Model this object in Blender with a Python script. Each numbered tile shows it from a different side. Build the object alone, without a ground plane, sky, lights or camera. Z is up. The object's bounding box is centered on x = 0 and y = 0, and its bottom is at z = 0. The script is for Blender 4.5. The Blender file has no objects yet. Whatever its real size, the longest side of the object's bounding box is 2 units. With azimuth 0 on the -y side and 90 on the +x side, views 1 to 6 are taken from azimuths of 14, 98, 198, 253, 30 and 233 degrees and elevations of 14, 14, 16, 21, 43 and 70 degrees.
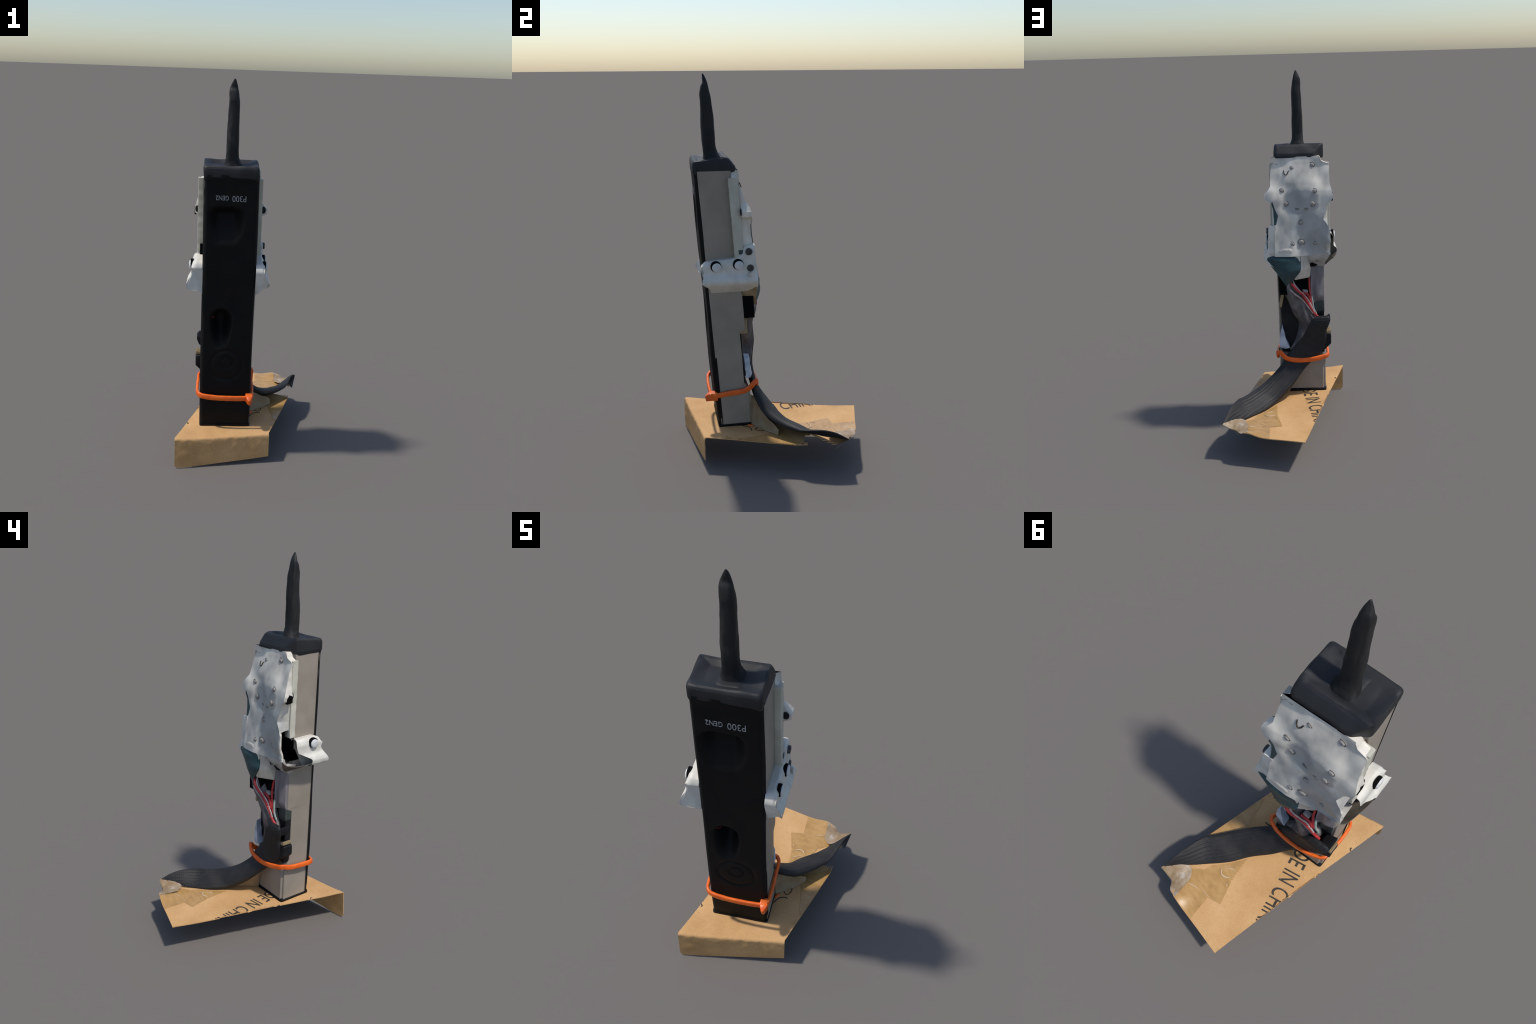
# Electronic pipette module standing on a folded cardboard flap, cable taped down.
import bpy, bmesh, math, random
from mathutils import Vector, Matrix, noise
random.seed(7)

# ---------------------------------------------------------------- frame
# Device frame: a = across the front (left to right), b = depth from the front
# face to the back, z = world height.  The device leans forward a little.
ANG = math.radians(17.5)
EX = Vector((math.cos(ANG), math.sin(ANG), 0))
EY = Vector((-math.sin(ANG), math.cos(ANG), 0))
LEAN = 0.068
EZ = Vector((0, 0, 1)) - LEAN * EY
O0 = Vector((-0.0135, -0.262, 0.162))
ROT = Matrix((EX, EY, EX.cross(EY))).transposed().to_4x4()

def W(p):
    a, b, z = p
    return O0 + a * EX + b * EY + (z - 0.162) * EZ

def lerp(x, y, t): return x + (y - x) * t

def smooth01(x): x = max(0, min(1, x)); return x * x * (3 - 2 * x)

def curve(table, x):
    """piecewise-linear look-up in a list of (x, value...) rows"""
    rows = sorted(table)
    if x <= rows[0][0]: return rows[0][1:]
    for r0, r1 in zip(rows[:-1], rows[1:]):
        if x <= r1[0]:
            t = (x - r0[0]) / (r1[0] - r0[0])
            return tuple(lerp(u, v, t) for u, v in zip(r0[1:], r1[1:]))
    return rows[-1][1:]

def catmull(pts, n):
    """smooth polyline through control points (any dimension), n steps per span"""
    P = [Vector(p) for p in pts]
    P = [P[0] * 2 - P[1]] + P + [P[-1] * 2 - P[-2]]
    out = []
    for i in range(1, len(P) - 2):
        for k in range(n):
            t = k / n
            p0, p1, p2, p3 = P[i - 1:i + 3]
            out.append(0.5 * ((2 * p1) + (p2 - p0) * t + (2 * p0 - 5 * p1 + 4 * p2 - p3) * t * t
                              + (3 * p1 - p0 - 3 * p2 + p3) * t ** 3))
    out.append(P[-2].copy())
    return out

# ---------------------------------------------------------------- materials
def nodes_of(name):
    m = bpy.data.materials.new(name); m.use_nodes = True
    nt = m.node_tree
    return m, nt, nt.nodes['Principled BSDF']

def ramp(nt, fac, stops):
    r = nt.nodes.new('ShaderNodeValToRGB')
    el = r.color_ramp.elements
    while len(el) < len(stops): el.new(0.5)
    for e, (p, c) in zip(el, stops):
        e.position = p; e.color = (*c, 1)
    nt.links.new(fac, r.inputs['Fac'])
    return r.outputs['Color']

def coords(nt, scale=(1, 1, 1), rot=(0, 0, 0)):
    tc = nt.nodes.new('ShaderNodeTexCoord'); mp = nt.nodes.new('ShaderNodeMapping')
    mp.inputs['Scale'].default_value = scale; mp.inputs['Rotation'].default_value = rot
    nt.links.new(tc.outputs['Object'], mp.inputs['Vector'])
    return mp.outputs['Vector']

def noise_tex(nt, vec, scale, detail=4, rough=0.55):
    n = nt.nodes.new('ShaderNodeTexNoise')
    n.inputs['Scale'].default_value = scale; n.inputs['Detail'].default_value = detail
    n.inputs['Roughness'].default_value = rough
    nt.links.new(vec, n.inputs['Vector'])
    return n.outputs['Fac']

def mixc(nt, fac, c1, c2, mode='MIX'):
    m = nt.nodes.new('ShaderNodeMix'); m.data_type = 'RGBA'; m.blend_type = mode
    for key, v in (('Factor', fac), ('A', c1), ('B', c2)):
        sock = [s for s in m.inputs if s.name == key and (s.type == ('VALUE' if key == 'Factor' else 'RGBA'))][0]
        if isinstance(v, (int, float)): sock.default_value = v
        elif isinstance(v, tuple): sock.default_value = (*v, 1)
        else: nt.links.new(v, sock)
    return [s for s in m.outputs if s.type == 'RGBA'][0]

def bump(nt, bsdf, height, strength, dist=0.002):
    b = nt.nodes.new('ShaderNodeBump')
    b.inputs['Strength'].default_value = strength; b.inputs['Distance'].default_value = dist
    nt.links.new(height, b.inputs['Height']); nt.links.new(b.outputs['Normal'], bsdf.inputs['Normal'])

def material(name, stops, scale=12, rough=0.6, grain=0.0, grain_scale=300, spec=0.5, stretch=(1, 1, 1),
             metallic=0.0, coat=0.0):
    """patchy colour from one noise through a ramp, plus an optional fine grain"""
    m, nt, bs = nodes_of(name)
    v = coords(nt, stretch)
    col = ramp(nt, noise_tex(nt, v, scale), stops)
    if grain:
        g = noise_tex(nt, coords(nt), grain_scale, 3, 0.7)
        gc = ramp(nt, g, [(0.3, (1 - grain,) * 3), (0.7, (1.0,) * 3)])
        col = mixc(nt, 1.0, col, gc, 'MULTIPLY')
        bump(nt, bs, g, 0.25, 0.001)
    nt.links.new(col, bs.inputs['Base Color'])
    bs.inputs['Roughness'].default_value = rough
    bs.inputs['Specular IOR Level'].default_value = spec
    bs.inputs['Metallic'].default_value = metallic
    bs.inputs['Coat Weight'].default_value = coat
    return m

def two(c, d): return [(0.35, c), (0.65, d)]

M_COVER = material('black_plastic', two((0.0052, 0.0054, 0.006), (0.0085, 0.008, 0.0075)), 7, 0.6, spec=0.14)
M_CAP = material('black_cap_lightened_for_sun', [(0.3, (0.0125, 0.0132, 0.0148)), (0.6, (0.018, 0.0187, 0.0203)), (0.8, (0.026, 0.024, 0.022))], 9, 0.55, spec=0.35)  # paler than the cover so the colour carries sunlight on the top
M_ANT = material('dark_sleeve_rubber', [(0.3, (0.010, 0.010, 0.011)), (0.55, (0.017, 0.0165, 0.0165)), (0.78, (0.05, 0.05, 0.052))], 14,
                 0.6, spec=0.3, stretch=(1.6, 1.6, 0.45))
M_SILVER = material('grey_anodised_metal', two((0.275, 0.236, 0.192), (0.335, 0.289, 0.236)), 6, 0.5, 0.10, 260, 0.35)
M_WHITE = material('white_plastic', [(0.30, (0.35, 0.325, 0.28)), (0.42, (0.48, 0.445, 0.385)), (0.54, (0.63, 0.58, 0.50)), (0.70, (0.78, 0.72, 0.62))], 8, 0.5, spec=0.35, stretch=(1.3, 1.3, 0.6))  # base tinted warm to offset blue skylight on the shaded back
M_ARM = material('bright_white_plastic', two((0.56, 0.535, 0.47), (0.70, 0.67, 0.60)), 14, 0.5, spec=0.4)
M_CREAM = material('cream_plastic', two((0.47, 0.45, 0.365), (0.57, 0.55, 0.46)), 12, 0.5, spec=0.4)
M_PIN = material('pale_pin_plastic', two((0.55, 0.55, 0.54), (0.66, 0.66, 0.64)), 20, 0.45)
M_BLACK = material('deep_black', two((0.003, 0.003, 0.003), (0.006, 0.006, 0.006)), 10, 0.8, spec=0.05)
M_DARK = material('dark_interior', [(0.3, (0.006, 0.006, 0.008)), (0.6, (0.014, 0.014, 0.016)), (0.8, (0.03, 0.028, 0.026))], 13, 0.6, spec=0.2)
M_BOLT = material('dark_steel', two((0.035, 0.036, 0.038), (0.08, 0.08, 0.08)), 60, 0.4, metallic=0.4)
M_RIVET = material('grey_brown_rivet', two((0.20, 0.185, 0.17), (0.40, 0.37, 0.335)), 70, 0.7)
M_ORANGE = material('orange_nylon', two((0.72, 0.10, 0.008), (0.85, 0.15, 0.012)), 20, 0.4)
M_RED = material('red_wire_sheath', two((0.30, 0.012, 0.018), (0.46, 0.035, 0.035)), 40, 0.6)
M_WIRE = material('white_wire_sheath', two((0.34, 0.24, 0.23), (0.5, 0.42, 0.4)), 40, 0.4)
M_MAUVE = material('grey_cloth', [(0.28, (0.035, 0.025, 0.03)), (0.45, (0.09, 0.08, 0.08)), (0.6, (0.17, 0.155, 0.155)), (0.78, (0.32, 0.30, 0.31))],
                   13, 0.6, stretch=(1.4, 1.4, 0.6))
M_PANEL = material('mauve_grey_panel', [(0.3, (0.12, 0.105, 0.11)), (0.55, (0.20, 0.18, 0.185)), (0.8, (0.36, 0.34, 0.33))], 12, 0.5, stretch=(2, 2, 0.35))
M_TEAL = material('dark_teal_board', [(0.3, (0.010, 0.028, 0.034)), (0.55, (0.018, 0.055, 0.062)), (0.8, (0.05, 0.10, 0.115))], 10, 0.45)
M_TAN = material('tan_card_edge', two((0.26, 0.19, 0.10), (0.38, 0.28, 0.15)), 12, 0.7)
M_PALE = material('pale_blue_foil', two((0.34, 0.38, 0.44), (0.56, 0.60, 0.67)), 25, 0.4)
M_PRINT = material('grey_print', two((0.19, 0.195, 0.21), (0.29, 0.295, 0.31)), 30, 0.6)
M_INK = material('black_ink', two((0.03, 0.026, 0.022), (0.075, 0.06, 0.045)), 45, 0.7, spec=0.2)
M_TAPE = material('packing_tape', [(0.3, (0.37, 0.205, 0.065)), (0.55, (0.46, 0.265, 0.09)), (0.75, (0.53, 0.32, 0.125))], 18, 0.3, stretch=(1, 2, 1), coat=0.3)
M_MILK = material('milky_tape', [(0.35, (0.24, 0.155, 0.075)), (0.55, (0.30, 0.215, 0.13)), (0.75, (0.42, 0.37, 0.31))], 26, 0.5, coat=0.0)
M_CREASE = material('tape_crease', two((0.52, 0.34, 0.17), (0.66, 0.50, 0.33)), 40, 0.35)

def cardboard_material():
    m, nt, bs = nodes_of('brown_cardboard')
    v = coords(nt)
    base = ramp(nt, noise_tex(nt, v, 5, 5, 0.6), [(0.3, (0.50, 0.283, 0.116)), (0.5, (0.58, 0.338, 0.146)), (0.72, (0.635, 0.385, 0.178))])
    fib = noise_tex(nt, coords(nt, (60, 190, 60), (0, 0, 0.45)), 1.6, 4, 0.7)
    fc = ramp(nt, fib, [(0.3, (0.80, 0.77, 0.73)), (0.5, (0.97, 0.97, 0.96)), (0.72, (1.0, 1.0, 1.0))])
    col = mixc(nt, 1.0, base, fc, 'MULTIPLY')
    spot = ramp(nt, noise_tex(nt, v, 95, 2, 0.5), [(0.72, (1, 1, 1)), (0.80, (0.55, 0.5, 0.45))])
    col = mixc(nt, 1.0, col, spot, 'MULTIPLY')
    nt.links.new(col, bs.inputs['Base Color'])
    bs.inputs['Roughness'].default_value = 0.75
    bs.inputs['Specular IOR Level'].default_value = 0.25
    bump(nt, bs, fib, 0.3, 0.001)
    return m
M_CARD = cardboard_material()

def braid_material():
    m, nt, bs = nodes_of('black_braid')
    v = coords(nt)
    base = ramp(nt, noise_tex(nt, v, 14, 3, 0.6), [(0.3, (0.013, 0.0135, 0.015)), (0.6, (0.024, 0.0225, 0.0225)), (0.8, (0.034, 0.029, 0.026))])
    fleck = noise_tex(nt, coords(nt, (1, 1, 1)), 230, 2, 0.6)
    fm = ramp(nt, fleck, [(0.66, (0, 0, 0)), (0.74, (0.11, 0.11, 0.11))])
    patch = ramp(nt, noise_tex(nt, v, 11, 2, 0.5), [(0.42, (0, 0, 0)), (0.62, (1, 1, 1))])
    col = mixc(nt, 1.0, base, mixc(nt, 1.0, fm, patch, 'MULTIPLY'), 'ADD')
    nt.links.new(col, bs.inputs['Base Color'])
    bs.inputs['Roughness'].default_value = 0.6
    bs.inputs['Specular IOR Level'].default_value = 0.3
    return m
M_BRAID = braid_material()

# ---------------------------------------------------------------- object helpers
def empty(name, loc, label, category):
    e = bpy.data.objects.new(name, None)
    bpy.context.scene.collection.objects.link(e)
    e.location = loc; e['label'] = label; e['category'] = category
    return e

PARENT_WORLD = {}
def add(name, me, parent, mats, matrix=None, smooth=40):
    for m in (mats if isinstance(mats, (list, tuple)) else [mats]):
        if not me.materials or len(me.materials) < (len(mats) if isinstance(mats, (list, tuple)) else 1):
            me.materials.append(m)
    if smooth is not None:
        for p in me.polygons: p.use_smooth = True
        if smooth < 180 and len(me.edges):
            bm = bmesh.new(); bm.from_mesh(me)
            for e in bm.edges:
                if len(e.link_faces) == 2: e.smooth = e.calc_face_angle(0) < math.radians(smooth)
            bm.to_mesh(me); bm.free()
    ob = bpy.data.objects.new(name, me)
    bpy.context.scene.collection.objects.link(ob)
    place(ob, parent, matrix)
    return ob

def place(ob, parent, matrix=None):
    mw = matrix or Matrix.Identity(4)
    ob.parent = parent
    pw = PARENT_WORLD.get(parent.name, Matrix.Translation(parent.location))
    ob.matrix_basis = pw.inverted() @ mw
    PARENT_WORLD[ob.name] = mw

def mesh(name, verts, faces, merge=False):
    me = bpy.data.meshes.new(name)
    me.from_pydata([tuple(v) for v in verts], [], faces)
    bm = bmesh.new(); bm.from_mesh(me)
    if merge: bmesh.ops.remove_doubles(bm, verts=bm.verts, dist=1e-5)
    bmesh.ops.recalc_face_normals(bm, faces=bm.faces)
    bm.to_mesh(me); bm.free()
    me.update()
    return me

def skin(name, rings, cap=True, closed=True):
    """surface through equal-length rings"""
    n = len(rings[0]); verts = [v for r in rings for v in r]; faces = []
    for i in range(len(rings) - 1):
        for j in range(n if closed else n - 1):
            k = (j + 1) % n
            faces.append((i * n + j, i * n + k, (i + 1) * n + k, (i + 1) * n + j))
    if cap and closed:
        faces.append(tuple(range(n))); faces.append(tuple((len(rings) - 1) * n + j for j in range(n)))
    return mesh(name, verts, faces)

def rounded(pts, r, seg=4):
    """round the corners of a 2D polygon; r is one radius or one per corner"""
    out = []; n = len(pts)
    for i in range(n):
        p = Vector(pts[i]); q = Vector(pts[i - 1]); s = Vector(pts[(i + 1) % n])
        ri = r[i] if isinstance(r, (list, tuple)) else r
        d0 = (q - p); d1 = (s - p)
        ri = min(ri, d0.length * 0.45, d1.length * 0.45)
        A = p + d0.normalized() * ri; B = p + d1.normalized() * ri
        for k in range(seg + 1):
            t = k / seg
            out.append(A * (1 - t) ** 2 + p * 2 * t * (1 - t) + B * t * t)
    return out

def resample(poly, n):
    """n points evenly spread round a closed 2D polygon, corners kept near"""
    P = [Vector(p) for p in poly]; L = [0]
    for i in range(len(P)): L.append(L[-1] + (P[(i + 1) % len(P)] - P[i]).length)
    out = []; j = 0
    for k in range(n):
        s = L[-1] * k / n
        while L[j + 1] < s: j += 1
        t = (s - L[j]) / max(1e-9, L[j + 1] - L[j])
        out.append(P[j].lerp(P[(j + 1) % len(P)], t))
    return out

def wobble(me, amp, scale, seed=0.0, fine=None):
    """scan-like lumpiness: push vertices along their normals by noise"""
    off = Vector((seed * 3.1, seed * 7.7, seed * 1.3))
    nor = [v.normal.copy() for v in me.vertices]
    for v, nn in zip(me.vertices, nor):
        d = amp * noise.noise(v.co * scale + off)
        if fine: d += fine[0] * noise.noise(v.co * fine[1] - off)
        v.co += nn * d
    me.update()
    return me

def thicken(bm, t):
    """give an open sheet thickness: a second skin below it, walls along the rim"""
    bm.normal_update(); bm.verts.index_update()
    low = {v: bm.verts.new(v.co - v.normal * t) for v in list(bm.verts)}
    rim = [e for e in bm.edges if len(e.link_faces) == 1]
    walls = []
    for e in rim:
        l = e.link_loops[0]
        walls.append((l.link_loop_next.vert, l.vert))
    for f in list(bm.faces):
        bm.faces.new([low[v] for v in reversed(f.verts)])
    for a, b in walls:
        bm.faces.new((a, b, low[b], low[a]))

def bevelled(me, width, seg=2, angle=35):
    bm = bmesh.new(); bm.from_mesh(me)
    es = [e for e in bm.edges if len(e.link_faces) == 2 and e.calc_face_angle(0) > math.radians(angle)]
    bmesh.ops.bevel(bm, geom=es, offset=width, segments=seg, affect='EDGES', profile=0.5, clamp_overlap=True)
    bmesh.ops.recalc_face_normals(bm, faces=bm.faces)
    bm.to_mesh(me); bm.free(); me.update()
    return me

def refine(me, size):
    """subdivide until no edge is longer than size"""
    bm = bmesh.new(); bm.from_mesh(me)
    bmesh.ops.triangulate(bm, faces=bm.faces)
    for _ in range(8):
        es = [e for e in bm.edges if e.calc_length() > size]
        if not es: break
        bmesh.ops.subdivide_edges(bm, edges=es, cuts=1)
        bmesh.ops.triangulate(bm, faces=[f for f in bm.faces if len(f.verts) > 3])
    bm.to_mesh(me); bm.free(); me.update()
    return me

def prism(name, poly_az, b0, b1):
    """solid from an (a, z) polygon between depths b0 and b1 (floats or functions of a, z)"""
    f0 = b0 if callable(b0) else (lambda a, z: b0)
    f1 = b1 if callable(b1) else (lambda a, z: b1)
    r0 = [W((a, f0(a, z), z)) for a, z in poly_az]; r1 = [W((a, f1(a, z), z)) for a, z in poly_az]
    return skin(name, [r0, r1])

def tube(name, pts, radius, sides=10, flat=None, up=None, closed=False):
    """swept tube along world points; radius float or list; flat=(half height along up, half thickness)"""
    P = [Vector(p) for p in pts]; n = len(P); rings = []
    for i, p in enumerate(P):
        if closed: t = (P[(i + 1) % n] - P[i - 1]).normalized()
        else: t = (P[min(n - 1, i + 1)] - P[max(0, i - 1)]).normalized()
        u = Vector(up) if up else (Vector((0, 0, 1)) if abs(t.z) < 0.9 else Vector((0, 1, 0)))
        s = t.cross(u).normalized(); u2 = s.cross(t).normalized()
        ring = []
        for k in range(sides):
            th = 2 * math.pi * k / sides
            c, sn = math.cos(th), math.sin(th)
            if flat:
                pw = lambda x: math.copysign(abs(x) ** 0.55, x)
                ring.append(p + s * flat[1] * pw(c) + u2 * flat[0] * pw(sn))
            else:
                r = radius[i] if isinstance(radius, (list, tuple)) else radius
                ring.append(p + s * r * c + u2 * r * sn)
        rings.append(ring)
    if closed: rings.append(rings[0]); me = skin(name, rings, cap=False)
    else: me = skin(name, rings)
    if closed:
        bm = bmesh.new(); bm.from_mesh(me); bmesh.ops.remove_doubles(bm, verts=bm.verts, dist=1e-6)
        bmesh.ops.recalc_face_normals(bm, faces=bm.faces); bm.to_mesh(me); bm.free()
    return me

def text_mesh(body, cap_height, width=None, depth=0.0008, bold=0.0):
    """lettering with the built-in font; origin at the left end of the baseline"""
    c = bpy.data.curves.new('lettering', 'FONT'); c.body = body; c.extrude = depth; c.offset = bold
    ob = bpy.data.objects.new('lettering', c); bpy.context.scene.collection.objects.link(ob)
    bpy.context.view_layer.update()
    me = bpy.data.meshes.new_from_object(ob.evaluated_get(bpy.context.evaluated_depsgraph_get()))
    bpy.data.objects.remove(ob); bpy.data.curves.remove(c)
    xs = [v.co.x for v in me.vertices]; ys = [v.co.y for v in me.vertices]
    sy = cap_height / (max(ys) - min(ys)); sx = width / (max(xs) - min(xs)) if width else sy
    x0, y0 = min(xs), min(ys)
    for v in me.vertices: v.co.x = (v.co.x - x0) * sx; v.co.y = (v.co.y - y0) * sy
    return me

# ================================================================ things
DEV = empty('electronic_pipette', O0, 'black and grey electronic pipette body with white bracket and braided cable', 'pipette')
CARD = empty('cardboard_base', (0, 0, 0.0), 'brown cardboard flap with folded front edge, print and tape', 'cardboard')

# ================================================================ device body
def body():
    rows = [(0.166, 0.181), (0.36, 0.181), (0.39, 0.16), (0.41, 0.153), (0.69, 0.153), (0.705, 0.182), (0.90, 0.182),
            (0.95, 0.165), (0.404, 0.154), (0.406, 0.153), (0.889, 0.182), (0.891, 0.182), (0.974, 0.165), (0.976, 0.165), (1.034, 0.165), (1.036, 0.165), (1.45, 0.165), (1.50, 0.176), (1.537, 0.178)]
    zs = sorted(set([r[0] for r in rows] + [0.166 + i * 0.05 for i in range(28)]))
    rings = []
    for z in zs:
        bb = curve(rows, z)[0]
        al = -0.1335 + 0.004 * (z - 0.166) / 1.37; ar = 0.1325 + 0.0105 * smooth01((z - 0.3) / 0.9)
        xl, bn = (0.124, 0.085) if 0.975 < z < 1.035 else (al + 0.014, bb - 0.012)
        fl = 0.08 if 0.93 < z < 1.08 else (0.138 if z < 0.93 else 0.115)
        bi = 0.148 if 0.405 < z < 0.89 else bb - 0.001
        poly = rounded([(al, 0.012), (al + 0.008, 0.012), (al + 0.008, fl), (ar - 0.008, fl), (ar - 0.008, 0.012), (ar, 0.012),
                        (ar, bb), (ar - 0.008, bb), (ar - 0.010, bi), (min(max(xl, al + 0.02) + 0.01, ar - 0.0105), bi), (xl, bb), (xl, bn), (al, bn)],
                       [0.003] * 6 + [0.008] + [0.003] * 3 + [0.006] * 3)
        rings.append([W((a, b, z)) for a, b in poly])
    return wobble(skin('body', rings), 0.0012, 12, 1)
BODY = add('body', body(), DEV, M_SILVER, smooth=30)

def gasket():
    rings = []
    for z, g in ((0.156, -0.002), (0.159, 0.003), (0.172, 0.004), (0.176, 0.0)):
        poly = rounded([(-0.133 - g, -0.004), (0.132 + g, -0.004), (0.132 + g, 0.181 + g), (-0.133 - g, 0.181 + g)], 0.014)
        rings.append([W((a, b, z)) for a, b in poly])
    return skin('base_gasket', rings)
add('base_gasket', gasket(), DEV, M_COVER)


def cover_relief(a, z):
    """depth pressed into the black front: thumb recess, small port, round emblem"""
    d = 0.0
    # thumb recess under the print
    ex = max(abs(a + 0.018) - 0.03, 0) / 0.07
    ez = max(z - 1.345, 0) / 0.05 if z > 1.34 else (1.34 - z) / 0.16
    d += 0.064 * (1 - smooth01(math.hypot(ex, ez)))
    # port
    ex = (a + 0.034) / 0.064; ez = (z - 0.785) / (0.072 if z > 0.785 else 0.18)
    d += 0.092 * (1 - smooth01((math.hypot(ex, ez) - 0.20) / 0.80))
    # emblem: outer ring and inner drop
    r = math.hypot(a + 0.002, z - 0.53)
    d += 0.0052 * math.exp(-((r - 0.083) / 0.008) ** 2)
    r2 = math.hypot(a, z - 0.545)
    d += 0.0036 * math.exp(-((r2 - 0.031) / 0.005) ** 2)
    return d

def cover():
    na, nz = 60, 300
    z0, z1 = 0.158, 1.545
    verts = []; faces = []
    prof = []                              # across-profile: (a fraction -1..1, b)
    for i in range(na + 1):
        s = -1 + 2 * i / na
        prof.append(s)
    for j in range(nz + 1):
        z = z0 + (z1 - z0) * j / nz
        al = -0.1375 + 0.005 * smooth01((z - 0.5) / 0.7); ar = 0.1345 + 0.008 * smooth01((z - 0.5) / 0.7)
        bow = -0.006 - 0.003 * smooth01((z - 1.50) / 0.03) + 0.002 * math.sin(z * 9)
        if z < 0.21: bow = -0.002
        for s in prof:
            e = abs(s)
            a = lerp(al, ar, (s + 1) / 2)
            b = bow + 0.022 * max(0, (e - 0.86) / 0.14) ** 2.2
            b += cover_relief(a, z) + 0.003 * smooth01((z - 0.3) / 0.8) * max(0, -s)
            b += 0.0016 * noise.noise(Vector((a * 14, z * 9, 3.3)))
            verts.append(W((a, b, z)))
        # side strips back to the metal
    n = na + 1
    for j in range(nz):
        for i in range(na):
            faces.append((j * n + i, j * n + i + 1, (j + 1) * n + i + 1, (j + 1) * n + i))
    # skirts at both long edges and both ends
    def skirt(idx, b):
        base = len(verts)
        for k in idx:
            p = verts[k]; q = p - O0; z = q.z + 0.162
            flat = q - (z - 0.162) * EZ
            a = flat.dot(EX)
            verts.append(W((a, b, z)))
        for k in range(len(idx) - 1):
            faces.append((idx[k], idx[k + 1], base + k + 1, base + k))
    skirt([j * n for j in range(nz + 1)], 0.0205)
    skirt([j * n + na for j in range(nz + 1)], 0.0205)
    skirt(list(range(n)), 0.0205)
    me = mesh('front_cover', verts, faces)
    return me
COVER = add('front_cover', cover(), DEV, M_COVER, smooth=50)

def print_on_front():
    me = text_mesh('P300 ', 0.0295, 0.068, 0.0006)
    me2 = text_mesh('GEN2', 0.0235, 0.064, 0.0006, 0.006)
    # upside down: text runs from right to left, tops downward
    out = []
    for name, m, a0, zb in (('printed_number', me, 0.0775, 1.4435), ('printed_word', me2, -0.0075, 1.4435)):
        for v in m.vertices:
            a = a0 - v.co.x; z = zb - v.co.y
            b = -0.0072 + 0.002 * math.sin(z * 9) - v.co.z + 0.003 * max(0, -(2 * (a + 0.1325) / 0.273 - 1))
            v.co = W((a, b, z))
        out.append(add(name, m, COVER, M_PRINT, smooth=None))
print_on_front()

# small wire seen inside the port
add('port_wire', tube('port_wire', [W((-0.082, 0.022, 0.800)), W((-0.078, 0.030, 0.790)), W((-0.07, 0.045, 0.784))], 0.0025), DEV, M_RED)

# emblem centre: slanted drop stroke
add('emblem_mark', tube('emblem_mark', [W(p) for p in catmull([(-0.03, -0.0045, 0.56), (0.0, -0.0055, 0.577), (0.03, -0.0055, 0.556), (0.028, -0.005, 0.53), (0.0, -0.0045, 0.51)], 6)],
                        0.0022, 6), COVER, M_COVER)

# ---------------------------------------------------------------- cap and nozzle
def cap():
    # rings: z, left, right, front, back, corner radius
    rows = [(1.520, -0.131, 0.138, -0.004, 0.150, 0.012),
            (1.529, -0.133, 0.1405, -0.0085, 0.190, 0.014),
            (1.536, -0.1345, 0.1415, -0.0105, 0.207, 0.016),
            (1.556, -0.1345, 0.1415, -0.010, 0.204, 0.018),
            (1.574, -0.1345, 0.140, -0.008, 0.192, 0.02),
            (1.585, -0.1335, 0.137, -0.003, 0.178, 0.02),
            (1.5905, -0.129, 0.131, 0.004, 0.168, 0.02),
            (1.589, -0.118, 0.120, 0.014, 0.156, 0.02),
            (1.582, -0.085, 0.085, 0.035, 0.135, 0.02)]
    rings = []
    for z, l, r, f, k, rad in rows:
        poly = rounded([(l, f), (r, f), (r, k - 0.012), (r - 0.012, k), (l + 0.05 * min(1, max(0.1, (k - 0.163) / 0.04)), k), (l, min(k - 0.005, 0.163))], [rad, rad, rad, rad, 0.01, 0.008], 6)
        ring = []
        for a, b in poly:
            zz = z
            if z > 1.57:                   # crown: back corners stand higher, front dips
                w = smooth01((z - 1.57) / 0.02)
                zz += w * (0.016 * smooth01((b - 0.05) / 0.10) * abs(a) / 0.13 - 0.002)
            ring.append(W((a, b + (0.006 * max(0, -a / 0.13) if b < 0.05 else 0), zz)))
        rings.append(ring)
    me = skin('cap', rings)
    bm = bmesh.new(); bm.from_mesh(me)
    top = max(bm.faces, key=lambda f: f.calc_center_median().z)
    bmesh.ops.poke(bm, faces=[top])
    bm.to_mesh(me); bm.free()
    me = refine(me, 0.02)
    return wobble(me, 0.0035, 15, 4)
CAP = add('cap', cap(), DEV, M_CAP, smooth=60)

def nozzle_seat():
    rings = []
    for z, g in ((1.560, 0.003), (1.578, 0.002), (1.582, -0.003), (1.584, -0.014)):
        poly = rounded([(-0.040 - g, 0.030 - g), (0.058 + g, 0.025 - g), (0.058 + g, 0.166 + g), (-0.040 - g, 0.168 + g)], 0.012)
        rings.append([W((a, b, z - 0.0 - 0.10 * max(0, b - 0.10))) for a, b in poly])
    return wobble(refine(skin('nozzle_seat', rings), 0.02), 0.002, 25, 5)
add('nozzle_seat', nozzle_seat(), CAP, M_CAP, smooth=50)

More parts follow.
